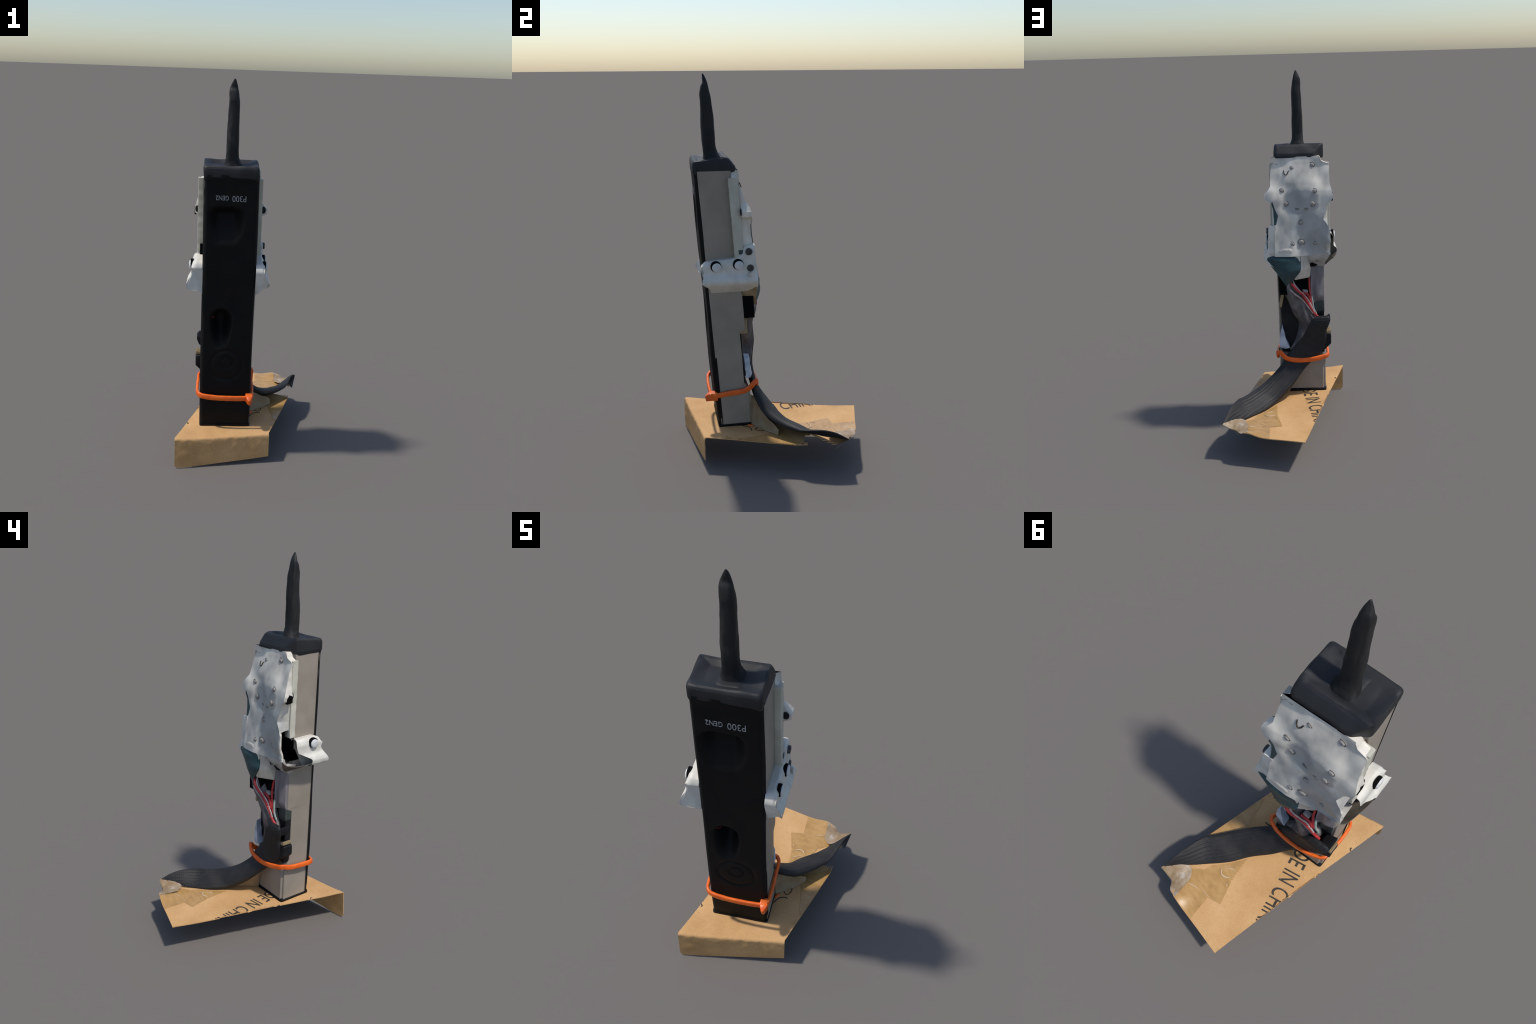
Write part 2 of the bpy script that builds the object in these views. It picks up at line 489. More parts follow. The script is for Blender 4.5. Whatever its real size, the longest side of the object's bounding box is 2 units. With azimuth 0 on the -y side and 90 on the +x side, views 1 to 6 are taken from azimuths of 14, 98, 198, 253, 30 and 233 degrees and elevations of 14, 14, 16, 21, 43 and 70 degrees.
def nozzle():
    # z, left, right, front, back
    ctrl = [(1.570, -0.042, 0.062, 0.052, 0.160), (1.588, -0.034, 0.052, 0.058, 0.148), (1.602, -0.030, 0.046, 0.060, 0.141), (1.622, -0.026, 0.039, 0.061, 0.133),
            (1.65, -0.025, 0.037, 0.061, 0.128), (1.71, -0.025, 0.037, 0.062, 0.128), (1.765, -0.023, 0.036, 0.063, 0.130),
            (1.81, -0.020, 0.035, 0.067, 0.130), (1.875, -0.018, 0.036, 0.070, 0.127), (1.905, -0.017, 0.034, 0.071, 0.122),
            (1.94, -0.017, 0.029, 0.080, 0.118), (1.958, -0.014, 0.025, 0.090, 0.115), (1.975, -0.007, 0.021, 0.091, 0.110),
            (1.992, 0.002, 0.016, 0.092, 0.103), (2.0, 0.006, 0.012, 0.093, 0.098)]
    rows = catmull(ctrl, 5)
    rings = []
    for z, l, r, f, k in rows:
        ca, cb, ha, hb = (l + r) / 2, (f + k) / 2, (r - l) / 2, (k - f) / 2
        ring = []
        for i in range(40):
            th = 2 * math.pi * i / 40 + 0.5 * (z - 1.6)
            c, s = math.cos(th), math.sin(th)
            pw = lambda x: math.copysign(abs(x) ** 0.72, x)
            d = 1.0
            if z < 1.99:
                d += 0.07 * noise.noise(Vector((c * 1.6, s * 1.6, z * 16))) + 0.04 * noise.noise(Vector((c * 4, s * 4, z * 45)))
                # long crease up the back
                d -= 0.10 * math.exp(-((math.atan2(s, c) - 1.75 - 0.5 * math.sin(z * 11)) / 0.25) ** 2) * smooth01((z - 1.63) / 0.05) * smooth01((1.95 - z) / 0.05)
            ring.append(W((ca + ha * pw(c) * d, cb + hb * pw(s) * d, z)))
        rings.append(ring)
    return skin('nozzle', rings)
add('nozzle', nozzle(), DEV, M_ANT, smooth=60)

# ================================================================ white bracket
# flat-plate depth by height, and left/right edges of the plate by height
PLATE_B = [(0.90, 0.262), (1.00, 0.266), (1.07, 0.261), (1.18, 0.256), (1.29, 0.256), (1.36, 0.251), (1.40, 0.242),
           (1.454, 0.227), (1.50, 0.214), (1.548, 0.205)]
EDGE = [(0.997, -0.164, 0.150), (1.06, -0.164, 0.146), (1.14, -0.164, 0.146), (1.165, -0.150, 0.146), (1.20, -0.126, 0.147),
        (1.26, -0.142, 0.150), (1.298, -0.162, 0.166), (1.312, -0.178, 0.194), (1.338, -0.181, 0.199), (1.362, -0.174, 0.178), (1.385, -0.165, 0.166),
        (1.49, -0.162, 0.160), (1.502, -0.150, 0.150), (1.515, -0.122, 0.138), (1.548, -0.106, 0.126)]

# feeler points on the plate: across, height, depth
FEEL = [(-0.074, 1.487, 0.213), (0.131, 1.538, 0.200), (-0.087, 1.54, 0.210), (0.106, 1.356, 0.241), (-0.079, 1.357, 0.253), (0.082, 1.285, 0.239), (-0.068, 1.288, 0.259),
        (-0.008, 1.181, 0.255), (0.051, 1.069, 0.270), (-0.002, 1.073, 0.259), (-0.079, 1.062, 0.252), (0.084, 1.06, 0.272), (0.15, 1.065, 0.268), (0.059, 1.024, 0.277),
        (-0.163, 0.999, 0.247), (-0.165, 1.163, 0.266), (-0.161, 1.10, 0.266), (-0.128, 1.201, 0.262), (-0.141, 1.304, 0.250), (-0.171, 1.315, 0.270), (-0.172, 1.366, 0.245),
        (0.192, 1.34, 0.256), (0.147, 1.336, 0.260), (0.073, 1.454, 0.226), (-0.165, 1.49, 0.212), (0.163, 1.49, 0.205), (0.124, 1.22, 0.256), (0.139, 1.17, 0.262),
        (-0.16, 1.42, 0.230), (0.16, 1.42, 0.228), (0.0, 1.454, 0.228)]
def plate_b(a, z):
    base = curve(PLATE_B, z)[0]
    num, den = 0.0, 0.06
    for fa, fz, fb in FEEL:
        w = math.exp(-((a - fa) ** 2 + (z - fz) ** 2) / 0.045 ** 2)
        num += w * (fb - curve(PLATE_B, fz)[0]); den += w
    b = base + num / den
    b += smooth01((1.535 - z) / 0.04) * 0.0065 * noise.noise(Vector((a * 13, z * 10, 1.7))) + 0.0022 * noise.noise(Vector((a * 34 + z * 20, z * 9 - a * 12, 8.1)))
    return b

def plate():
    zs = [0.997 + (1.541 - 0.997) * i / 110 for i in range(111)]
    rings = []
    for z in zs:
        l, r = curve(EDGE, z)
        l += 0.003 * noise.noise(Vector((z * 30, 2.0, 0))); r += 0.003 * noise.noise(Vector((z * 30, 9.0, 0)))
        pl, pr = plate_b(l, z), plate_b(r, z)
        if z < 1.152:                      # thin web beside the torn pocket
            ring = [(0.128, 0.165), (0.127, plate_b(0.12, z) - 0.016), (-0.08, plate_b(-0.08, z) - 0.014), (l + 0.004, pl - 0.014), (l, pl - 0.006)]
        else:
            li = -0.152 if z < 1.503 else max(l, -0.152)
            ring = [(-0.11 if z < 1.503 else -0.09, 0.165), (li, 0.178), (li - 0.002, 0.200), (min(l, li) if z > 1.3 else lerp(l, -0.152, 0.6), 0.212 if z > 1.3 else 0.228), (l, pl - 0.006)]
        N = 40
        for i in range(N + 1):
            a = lerp(l, r, i / N)
            ring.append((a, plate_b(a, z)))
        ring += [(r, pr - 0.006), (max(r, 0.158) if z > 1.3 else lerp(r, 0.158, 0.6), 0.212 if z > 1.3 else 0.228), (0.160 if z < 1.503 else min(r, 0.16), 0.203), (0.158 if z < 1.503 else min(r, 0.158), 0.178), (0.11, 0.165)]
        rings.append([W((a, b, z)) for a, b in ring])
    return skin('back_plate', rings)
def plate_material():
    """white plastic with a grey field down the middle (wide at the shoulders, narrow at the waist)"""
    m, nt, bs = nodes_of('grey_middle_white_plate')
    v = coords(nt)
    fan = noise_tex(nt, coords(nt, (1.5, 1.5, 0.6), (0, 0.35, 0)), 9, 3, 0.5)
    pale = ramp(nt, fan, [(0.30, (0.44, 0.42, 0.375)), (0.45, (0.60, 0.56, 0.49)), (0.60, (0.72, 0.67, 0.58)), (0.75, (0.80, 0.76, 0.69))])
    grey = ramp(nt, noise_tex(nt, v, 14, 3, 0.5), [(0.3, (0.30, 0.295, 0.28)), (0.7, (0.39, 0.385, 0.37))])
    tc = nt.nodes.new('ShaderNodeTexCoord')
    dot = nt.nodes.new('ShaderNodeVectorMath'); dot.operation = 'DOT_PRODUCT'; dot.inputs[1].default_value = tuple(EX)
    nt.links.new(tc.outputs['Object'], dot.inputs[0])
    sep = nt.nodes.new('ShaderNodeSeparateXYZ'); nt.links.new(tc.outputs['Object'], sep.inputs[0])
    def math_node(op, x, y=None):
        n = nt.nodes.new('ShaderNodeMath'); n.operation = op
        for k, val in ((0, x), (1, y)):
            if val is None: continue
            if isinstance(val, (int, float)): n.inputs[k].default_value = val
            else: nt.links.new(val, n.inputs[k])
        return n.outputs[0]
    a = math_node('SUBTRACT', dot.outputs['Value'], O0.dot(EX))
    def blob(ca, ha, cz, hz):
        x = math_node('DIVIDE', math_node('SUBTRACT', a, ca), ha)
        y = math_node('DIVIDE', math_node('SUBTRACT', sep.outputs['Z'], cz), hz)
        return math_node('ADD', math_node('POWER', math_node('ABSOLUTE', x), 2.6), math_node('POWER', math_node('ABSOLUTE', y), 2.6))
    d = math_node('MINIMUM', blob(-0.005, 0.105, 1.30, 0.085), blob(-0.065, 0.10, 1.11, 0.16))
    wob = math_node('MULTIPLY', math_node('SUBTRACT', noise_tex(nt, v, 16, 3, 0.6), 0.5), 1.3)
    fac = ramp(nt, math_node('ADD', d, wob), [(0.55, (0.9,) * 3), (0.95, (0.0,) * 3)])
    nt.links.new(mixc(nt, fac, pale, grey), bs.inputs['Base Color'])
    bs.inputs['Roughness'].default_value = 0.5; bs.inputs['Specular IOR Level'].default_value = 0.35
    return m
PLATE = add('back_plate', plate(), DEV, plate_material(), smooth=45)

def rail(side):
    s = side
    o = 0.1685 if s > 0 else 0.1635
    rings = []
    for i in range(40):
        z = lerp(1.06 if s > 0 else 1.115, 1.503, i / 39)
        w = 0.0014 * noise.noise(Vector((z * 40, s, 4)))
        out = o + w + 0.006 * smooth01((1.16 - z) / 0.08)
        b0 = 0.158 + 0.002 * noise.noise(Vector((z * 35, 5, s))) + (0.014 if s < 0 else 0)
        poly = rounded([(s * 0.12, b0), (s * out, b0), (s * out, 0.206), (s * 0.12, 0.206)], 0.004, 2)
        rings.append([W((a, b, z)) for a, b in poly])
    return skin('side_rail', rings)
for s in (1, -1): add('side_rail', rail(s), DEV, M_CREAM, smooth=40)

# lug with a dark eye on each side
def eye(a, b, z, ra, rz):
    me = bpy.data.meshes.new('lug_eye')
    bm = bmesh.new(); bmesh.ops.create_uvsphere(bm, u_segments=20, v_segments=10, radius=1)
    for v in bm.verts: v.co = W((a + v.co.x * ra, b + v.co.y * 0.003, z + v.co.z * rz))
    bm.to_mesh(me); bm.free(); return me
add('lug_eye', eye(0.176, 0.2055, 1.335, 0.014, 0.019), DEV, M_DARK)
add('lug_eye', eye(-0.168, 0.2055, 1.335, 0.010, 0.018), DEV, M_DARK)
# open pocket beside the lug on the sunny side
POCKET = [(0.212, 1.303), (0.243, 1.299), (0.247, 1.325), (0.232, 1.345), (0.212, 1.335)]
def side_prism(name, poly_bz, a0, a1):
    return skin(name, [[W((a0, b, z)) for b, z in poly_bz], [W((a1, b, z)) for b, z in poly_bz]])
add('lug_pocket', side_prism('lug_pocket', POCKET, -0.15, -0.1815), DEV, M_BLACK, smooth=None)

# ---- side arms wrapping the body
TOP_R = [(-0.022, 1.045), (-0.017, 1.066), (0.0, 1.084), (0.02, 1.092), (0.15, 1.102), (0.185, 1.118), (0.203, 1.135), (0.207, 1.164), (0.262, 1.172)]
TOP_L = [(-0.026, 1.05), (0.005, 1.066), (0.02, 1.09), (0.045, 1.101), (0.17, 1.099), (0.18, 1.11)]
def arm(side, tops, bmax, front):
    rings = []
    n = 46
    for i in range(n + 1):
        b = lerp(-0.026, bmax, i / n)
        zt = curve(tops, b)[0]
        if side > 0:
            prof = [(0.139, zt - 0.004), (0.172, zt - 0.003), (0.181, zt - 0.014), (0.186, 1.075), (0.186, 1.035), (0.190, 1.022), (0.208, 1.002), (0.212, 0.986),
                    (0.205, 0.972), (0.178, 0.948), (0.150, 0.925), (0.139, 0.915)]
        else:
            prof = [(0.1315, zt - 0.004), (0.166, zt - 0.003), (0.180, zt - 0.012), (0.188, 1.068), (0.188, 1.035), (0.190, 1.018), (0.205, 1.000), (0.2125, 0.982),
                    (0.208, 0.958), (0.196, 0.950), (0.152, 0.945), (0.1315, 0.925)]
        ring = []
        for a, z in resample_open(prof, 40):
            bf = curve(front, z)[0]
            bb = max(b, bf)
            if side < 0:                   # far end is torn open lower down
                lim = curve([(0.94, 0.085), (0.99, 0.085), (1.03, 0.16), (1.06, 0.172), (1.10, 0.175), (1.2, 0.2)], z)[0]
                bb = min(bb, lim)
            ring.append(W((side * a, bb, z)))
        rings.append(ring)
    me = skin('bracket_arm', rings)
    bm = bmesh.new(); bm.from_mesh(me); bmesh.ops.remove_doubles(bm, verts=bm.verts, dist=2e-5)
    bmesh.ops.recalc_face_normals(bm, faces=bm.faces); bm.to_mesh(me); bm.free()
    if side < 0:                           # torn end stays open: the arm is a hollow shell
        bm = bmesh.new(); bm.from_mesh(me)
        end = max(bm.faces, key=lambda f: len(f.verts) * 10 + f.calc_center_median().dot(EY))
        bmesh.ops.delete(bm, geom=[end], context='FACES')
        bm.to_mesh(me); bm.free()
    return wobble(me, 0.0022, 24, 6 + side)

def resample_open(poly, n):
    P = [Vector(p) for p in poly]; L = [0]
    for p, q in zip(P[:-1], P[1:]): L.append(L[-1] + (q - p).length)
    out = []; j = 0
    for k in range(n):
        s = L[-1] * k / (n - 1)
        while j < len(P) - 2 and L[j + 1] < s: j += 1
        out.append(P[j].lerp(P[j + 1], min(1, (s - L[j]) / (L[j + 1] - L[j]))))
    return out

FRONT_R = [(0.90, 0.03), (0.955, 0.012), (0.985, -0.024), (1.012, -0.012), (1.04, -0.017), (1.06, -0.019), (1.09, 0.014), (1.2, 0.02)]
FRONT_L = [(0.90, 0.03), (0.945, -0.01), (0.97, -0.026), (0.99, -0.014), (1.02, 0.006), (1.04, 0.016), (1.06, 0.008), (1.085, 0.012), (1.10, 0.045), (1.2, 0.05)]
ARM_R = add('bracket_arm', arm(1, TOP_R, 0.262, FRONT_R), DEV, M_ARM, smooth=60)
ARM_L = add('bracket_arm', arm(-1, TOP_L, 0.178, FRONT_L), DEV, M_ARM, smooth=60)

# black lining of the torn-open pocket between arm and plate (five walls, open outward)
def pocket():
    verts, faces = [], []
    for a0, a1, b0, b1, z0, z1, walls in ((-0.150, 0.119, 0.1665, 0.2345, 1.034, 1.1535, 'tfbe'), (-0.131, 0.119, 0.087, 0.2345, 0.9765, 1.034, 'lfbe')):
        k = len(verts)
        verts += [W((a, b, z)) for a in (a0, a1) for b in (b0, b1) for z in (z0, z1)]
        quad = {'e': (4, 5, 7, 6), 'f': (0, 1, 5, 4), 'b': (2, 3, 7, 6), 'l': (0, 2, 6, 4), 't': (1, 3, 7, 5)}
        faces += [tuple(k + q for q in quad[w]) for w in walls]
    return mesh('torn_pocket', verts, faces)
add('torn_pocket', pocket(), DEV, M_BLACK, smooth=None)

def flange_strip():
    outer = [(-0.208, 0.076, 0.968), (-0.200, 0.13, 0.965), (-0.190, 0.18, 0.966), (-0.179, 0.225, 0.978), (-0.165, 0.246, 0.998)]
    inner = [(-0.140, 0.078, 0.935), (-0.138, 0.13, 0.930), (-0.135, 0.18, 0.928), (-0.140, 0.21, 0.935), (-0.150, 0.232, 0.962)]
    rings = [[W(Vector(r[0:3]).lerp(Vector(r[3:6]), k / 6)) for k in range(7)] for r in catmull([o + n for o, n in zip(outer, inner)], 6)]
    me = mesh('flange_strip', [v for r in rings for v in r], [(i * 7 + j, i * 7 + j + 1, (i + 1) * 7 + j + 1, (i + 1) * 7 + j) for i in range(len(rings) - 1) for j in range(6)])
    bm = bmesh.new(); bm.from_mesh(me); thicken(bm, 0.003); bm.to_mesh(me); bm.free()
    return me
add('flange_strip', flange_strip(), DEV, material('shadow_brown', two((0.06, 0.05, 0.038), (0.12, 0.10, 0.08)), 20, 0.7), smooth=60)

# ---- pins with black washers, socket bolts, rivets (shared meshes)
def lathe(name, profile, seg=28):
    rings = []
    for r, h in profile:
        rings.append([Vector((h, r * math.cos(2 * math.pi * k / seg), r * math.sin(2 * math.pi * k / seg))) for k in range(seg)])
    return skin(name, rings)
PIN = lathe('pin', [(0.0232, -0.01), (0.0232, 0.008), (0.0205, 0.0112), (0.012, 0.013), (0.002, 0.0134)])
WASH = lathe('pin_washer', [(0.0272, -0.01), (0.0272, 0.0035), (0.024, 0.005), (0.002, 0.005)])
BOLT = lathe('socket_bolt', [(0.0175, -0.01), (0.0175, 0.001), (0.0155, 0.0035), (0.0095, 0.0035), (0.0085, -0.001), (0.002, -0.001)])
TILT = Matrix((EX, (EY).normalized(), EZ.normalized())).transposed().to_4x4()
def stand(p, out):                          # local x = outward direction
    m = Matrix.Translation(W(p)) @ TILT
    return m if out > 0 else m @ Matrix.Rotation(math.pi, 4, 'Z')
for out, a, b, z in ((1, 0.187, 0.060, 1.062), (1, 0.187, 0.173, 1.068), (-1, -0.189, 0.065, 1.066)):
    add('pin', PIN, DEV, M_PIN, stand((a, b, z), out), smooth=50)
    add('pin_washer', WASH, DEV, M_BLACK, stand((a, b - 0.003 * out, z + 0.004), out), smooth=50)
for b, z in ((0.229, 1.135), (0.230, 1.051)):
    add('socket_bolt', BOLT, DEV, M_BOLT, stand((0.189, b, z), 1), smooth=40)

M_RIM = material('dark_grey_ring', two((0.14, 0.125, 0.11), (0.26, 0.24, 0.215)), 60, 0.7)
RIVET = lathe('rivet', [(0.013, -0.01), (0.0125, 0.002), (0.009, 0.0048), (0.004, 0.006), (0.001, 0.0062)], 20)
HALO = lathe('rivet_rim', [(0.0175, -0.012), (0.0172, 0.0008), (0.0125, 0.0012), (0.012, -0.012)], 24)
BACK = Matrix.Rotation(math.pi / 2, 4, 'Z')
RIV = [(-0.068, 1.492, 1.0), (0.045, 1.478, 0.7), (0.103, 1.359, 0.85), (-0.079, 1.357, 0.9), (0.081, 1.288, 1.0), (-0.067, 1.287, 1.0),
       (-0.005, 1.182, 1.0), (0.05, 1.066, 0.8), (-0.001, 1.072, 1.25), (-0.083, 1.063, 0.9)]
def rivet(a, b, z, s):
    tilt = Matrix.Rotation(random.uniform(-0.15, 0.15), 4, 'Y') @ Matrix.Rotation(random.uniform(-0.15, 0.15), 4, 'Z')
    m = Matrix.Translation(W((a, b, z))) @ TILT @ BACK @ tilt @ Matrix.Scale(s, 4)
    add('rivet', RIVET, PLATE, M_RIVET, m, smooth=60)
    add('rivet_rim', HALO, PLATE, M_RIM, m, smooth=60)
for a, z, s in RIV: rivet(a, plate_b(a, z) - 0.001, z, s)
rivet(-0.087, 0.2265, 0.965, 0.9)

# pen mark and slot on the plate
add('pen_mark', tube('pen_mark', [W((a, plate_b(a, z) + 0.002, z)) for a, z in [(0.088, 1.468), (0.087, 1.455), (0.081, 1.445), (0.074, 1.445), (0.067, 1.452), (0.061, 1.467)]], 0.0026, 6), PLATE, M_INK)
add('plate_slot', prism('plate_slot', rounded([(-0.042, 1.252), (0.03, 1.254), (0.03, 1.262), (-0.042, 1.266)], 0.004), lambda a, z: plate_b(a, z) - 0.004, lambda a, z: plate_b(a, z) + 0.0032),
    PLATE, material('olive_slot', two((0.16, 0.155, 0.13), (0.24, 0.235, 0.2)), 30, 0.6), smooth=None)

def refine_prism(name, poly):
    bm = bmesh.new(); bm.faces.new([bm.verts.new((a, z, 0)) for a, z in poly])
    me = bpy.data.meshes.new(name); bm.to_mesh(me); bm.free(); me = refine(me, 0.006)
    for v in me.vertices: v.co = W((v.co.x, plate_b(v.co.x, v.co.y) + 0.0022, v.co.y))
    bm = bmesh.new(); bm.from_mesh(me)
    if sum(f.normal.dot(EY) for f in bm.faces) < 0: bmesh.ops.reverse_faces(bm, faces=bm.faces)
    thicken(bm, 0.004); bm.to_mesh(me); bm.free()
    return me
# dark teal strip behind the waist of the plate, and behind the lower edge
add('waist_strip', refine_prism('waist_strip', [(0.1485, 1.172), (0.1485, 1.20), (0.151, 1.26), (0.160, 1.292), (0.155, 1.305), (0.141, 1.259), (0.125, 1.223), (0.136, 1.175)]), DEV, M_TEAL, smooth=50)
add('edge_board', prism('edge_board', [(0.135, 1.03), (0.172, 1.03), (0.172, 1.14), (0.135, 1.15)], 0.18, 0.243), DEV, M_TEAL, smooth=None)
# blue foil under the upper flank
add('flank_foil', side_prism('flank_foil', [(0.196, 1.475), (0.206, 1.485), (0.222, 1.425), (0.212, 1.405), (0.200, 1.41)], 0.12, 0.1585), DEV,
    material('blue_foil', two((0.03, 0.07, 0.13), (0.12, 0.16, 0.2)), 30, 0.4), smooth=None)

# ---- ledge along the plate's foot, sloped apron, tongue
def ledge():
    rings = []
    for i in range(30):
        t = i / 29; a = lerp(0.205, 0.012, t)
        zc = curve([(0.012, 1.012), (0.058, 1.022), (0.10, 1.024), (0.181, 1.008), (0.205, 1.0)], a)[0]
        bo = curve([(0.012, 0.262), (0.058, 0.279), (0.12, 0.276), (0.181, 0.262), (0.205, 0.245)], a)[0]
        prof = [(bo - 0.03, zc + 0.028), (bo - 0.012, zc + 0.032), (bo - 0.001, zc + 0.012), (bo, zc - 0.004), (bo - 0.006, zc - 0.012), (bo - 0.03, zc - 0.016)]
        rings.append([W((a, b + 0.002 * noise.noise(Vector((a * 40, z * 40, 3))), z)) for b, z in rounded(prof, 0.006, 2)])
    return skin('plate_ledge', rings)
add('plate_ledge', ledge(), DEV, M_WHITE, smooth=50)

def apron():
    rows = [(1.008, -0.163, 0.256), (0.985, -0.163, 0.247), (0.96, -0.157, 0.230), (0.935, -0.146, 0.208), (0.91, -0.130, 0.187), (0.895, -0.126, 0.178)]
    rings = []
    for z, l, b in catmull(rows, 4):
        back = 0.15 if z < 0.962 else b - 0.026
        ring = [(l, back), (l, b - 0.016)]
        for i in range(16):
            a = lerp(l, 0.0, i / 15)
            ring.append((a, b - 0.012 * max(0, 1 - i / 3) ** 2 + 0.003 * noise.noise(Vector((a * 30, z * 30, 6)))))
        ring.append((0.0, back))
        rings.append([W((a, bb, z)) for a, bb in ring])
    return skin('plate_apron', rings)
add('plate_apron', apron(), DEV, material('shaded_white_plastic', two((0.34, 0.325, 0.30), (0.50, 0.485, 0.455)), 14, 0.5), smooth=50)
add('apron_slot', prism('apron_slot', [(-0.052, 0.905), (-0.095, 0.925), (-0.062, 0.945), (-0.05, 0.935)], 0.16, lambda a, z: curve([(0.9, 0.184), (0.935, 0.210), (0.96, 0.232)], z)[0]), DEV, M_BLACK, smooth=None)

def tongue():
    rows = [(1.0, 0.010, -0.04, 0.262, 0.264), (0.985, 0.006, -0.035, 0.262, 0.262), (0.945, 0.006, -0.045, 0.263, 0.252), (0.915, 0.012, -0.052, 0.268, 0.235),
            (0.885, 0.030, -0.050, 0.265, 0.222), (0.862, 0.042, -0.048, 0.258, 0.213), (0.855, 0.040, -0.046, 0.252, 0.208)]
    rings = []
    for z, r, l, br, bl in catmull(rows, 4):
        back = 0.165 if z < 0.94 else bl - 0.022
        ring = [(l, back), (l, bl - 0.006)]
        for i in range(9):
            t = i / 8; a = lerp(l + 0.002, r - 0.002, t)
            ring.append((a, lerp(bl, br, t) + 0.002 * noise.noise(Vector((a * 60, z * 40, 2)))))
        ring += [(r, br - 0.006), (r, back)]
        rings.append([W((a, b, z)) for a, b in ring])
    return skin('bracket_tongue', rings)
add('bracket_tongue', tongue(), DEV, M_WHITE, smooth=55)

# ---- teal circuit board hanging under the ledge
def teal():
    # (z, right edge a, b there, left edge a, b there)
    rows = [(1.012, 0.196, 0.250, 0.014, 0.262), (0.985, 0.206, 0.258, 0.010, 0.266), (0.95, 0.180, 0.258, 0.004, 0.268), (0.915, 0.153, 0.257, 0.006, 0.276),
            (0.88, 0.128, 0.255, 0.030, 0.270), (0.85, 0.108, 0.255, 0.055, 0.264), (0.825, 0.093, 0.252, 0.074, 0.257)]
    rings = []
    for z, r, br, l, bl in catmull(rows, 5):
        ring = []
        N = 10
        for i in range(N + 1):
            t = i / N; a = lerp(l, r, t)
            ring.append((a, lerp(bl, br, t) + 0.020 * math.sin(math.pi * t) * smooth01((1.02 - z) / 0.05) * smooth01((z - 0.82) / 0.08)))
        back = 0.17 if z < 0.955 else bl - 0.02
        ring += [(r - 0.002, br - 0.012), (min(r - 0.01, 0.125), back), (l, back)]
        rings.append([W((a, b, z)) for a, b in ring])
    me = skin('circuit_board', rings)
    return me
TB = add('circuit_board', teal(), DEV, [M_TEAL, M_TAN], smooth=35)
for p in TB.data.polygons:                 # flank facing the right is tan card
    if p.normal.dot(EX) > 0.45 and p.normal.dot(EY) < 0.75: p.material_index = 1
# small steps between board and tongue
add('plate_step', prism('plate_step', rounded([(0.038, 1.005), (0.008, 1.005), (0.006, 0.967), (0.026, 0.967)], 0.003), 0.252, 0.2685), DEV, M_WHITE, smooth=None)

# ================================================================ wiring bay (between bracket and tie)
def bay_block(name, poly, b0, b1, mat):
    me = refine(prism(name, poly, b0, b1), 0.02)
    return add(name, wobble(bevelled(me, 0.004), 0.002, 30, 11), DEV, mat, smooth=45)
bay_block('wiring_bay', [(-0.128, 0.395), (0.118, 0.395), (0.122, 0.70), (0.122, 0.90), (-0.06, 0.90), (-0.06, 0.705), (-0.128, 0.70)], 0.124, lambda a, z: 0.160 if a > -0.03 else 0.176, M_DARK)
bay_block('connector_block', [(0.03, 0.765), (0.128, 0.765), (0.130, 0.885), (0.03, 0.885)], 0.15, lambda a, z: 0.240 - 0.25 * max(0, 0.06 - a), M_BLACK)
bay_block('connector_block', [(-0.046, 0.79), (0.05, 0.77), (0.05, 0.875), (-0.046, 0.875)], 0.14, 0.205, M_BLACK)
bay_block('connector_clip', [(-0.034, 0.768), (-0.004, 0.776), (-0.004, 0.787), (-0.034, 0.781)], 0.17, 0.226, M_RIVET)

def panel():                               # hollow grey flank beside the connector
    rings = []
    for i in range(26):
        z = lerp(0.70, 0.915, i / 25)
        ring = [(-0.1285, 0.15)]
        for k in range(15):
            t = k / 14; a = lerp(-0.128, -0.052, t)
            b = 0.185 + 0.013 * math.sin(math.pi * min(1, t * 1.1)) * smooth01((z - 0.70) / 0.05) + 0.016 * smooth01((t - 0.7) / 0.3)
            b -= 0.012 * smooth01((0.735 - z) / 0.04) * (1 - t)
            ring.append((a, b))
        ring.append((-0.05, 0.15))
        rings.append([W((a, b, z)) for a, b in ring])
    return skin('grey_flank', rings)
add('grey_flank', panel(), DEV, M_PANEL, smooth=50)
bay_block('flank_notch', [(-0.130, 0.64), (-0.066, 0.64), (-0.062, 0.70), (-0.085, 0.718), (-0.130, 0.71)], 0.14, 0.181, material('green_black', two((0.012, 0.018, 0.018), (0.05, 0.06, 0.055)), 14, 0.5))

def loom():
    # z, left a, right a, ridge depth
    rows = [(0.845, 0.098, 0.052, 0.256), (0.80, 0.102, 0.022, 0.255), (0.76, 0.098, -0.006, 0.248), (0.72, 0.080, -0.030, 0.242),
            (0.68, 0.066, -0.048, 0.238), (0.64, 0.050, -0.066, 0.236), (0.60, 0.026, -0.085, 0.236), (0.56, 0.020, -0.09, 0.230), (0.51, 0.030, -0.07, 0.220),
            (0.46, 0.050, -0.05, 0.208), (0.42, 0.075, -0.03, 0.204)]
    rings = []
    for z, l, r, b in catmull(rows, 4):
        ring = [(r, 0.145)]
        for k in range(25):
            t = k / 24; a = lerp(r, l, t)
            prof = math.sin(math.pi * (0.08 + 0.84 * t)) ** 0.55
            bb = lerp(0.165, b, prof) + 0.006 * math.sin(t * 9 + z * 26) + 0.004 * noise.noise(Vector((a * 30, z * 16, 5)))
            ring.append((a, bb))
        ring.append((l, 0.145))
        rings.append([W((a, bb, z)) for a, bb in ring])
    return skin('wire_loom', rings)
add('wire_loom', loom(), DEV, M_MAUVE, smooth=70)

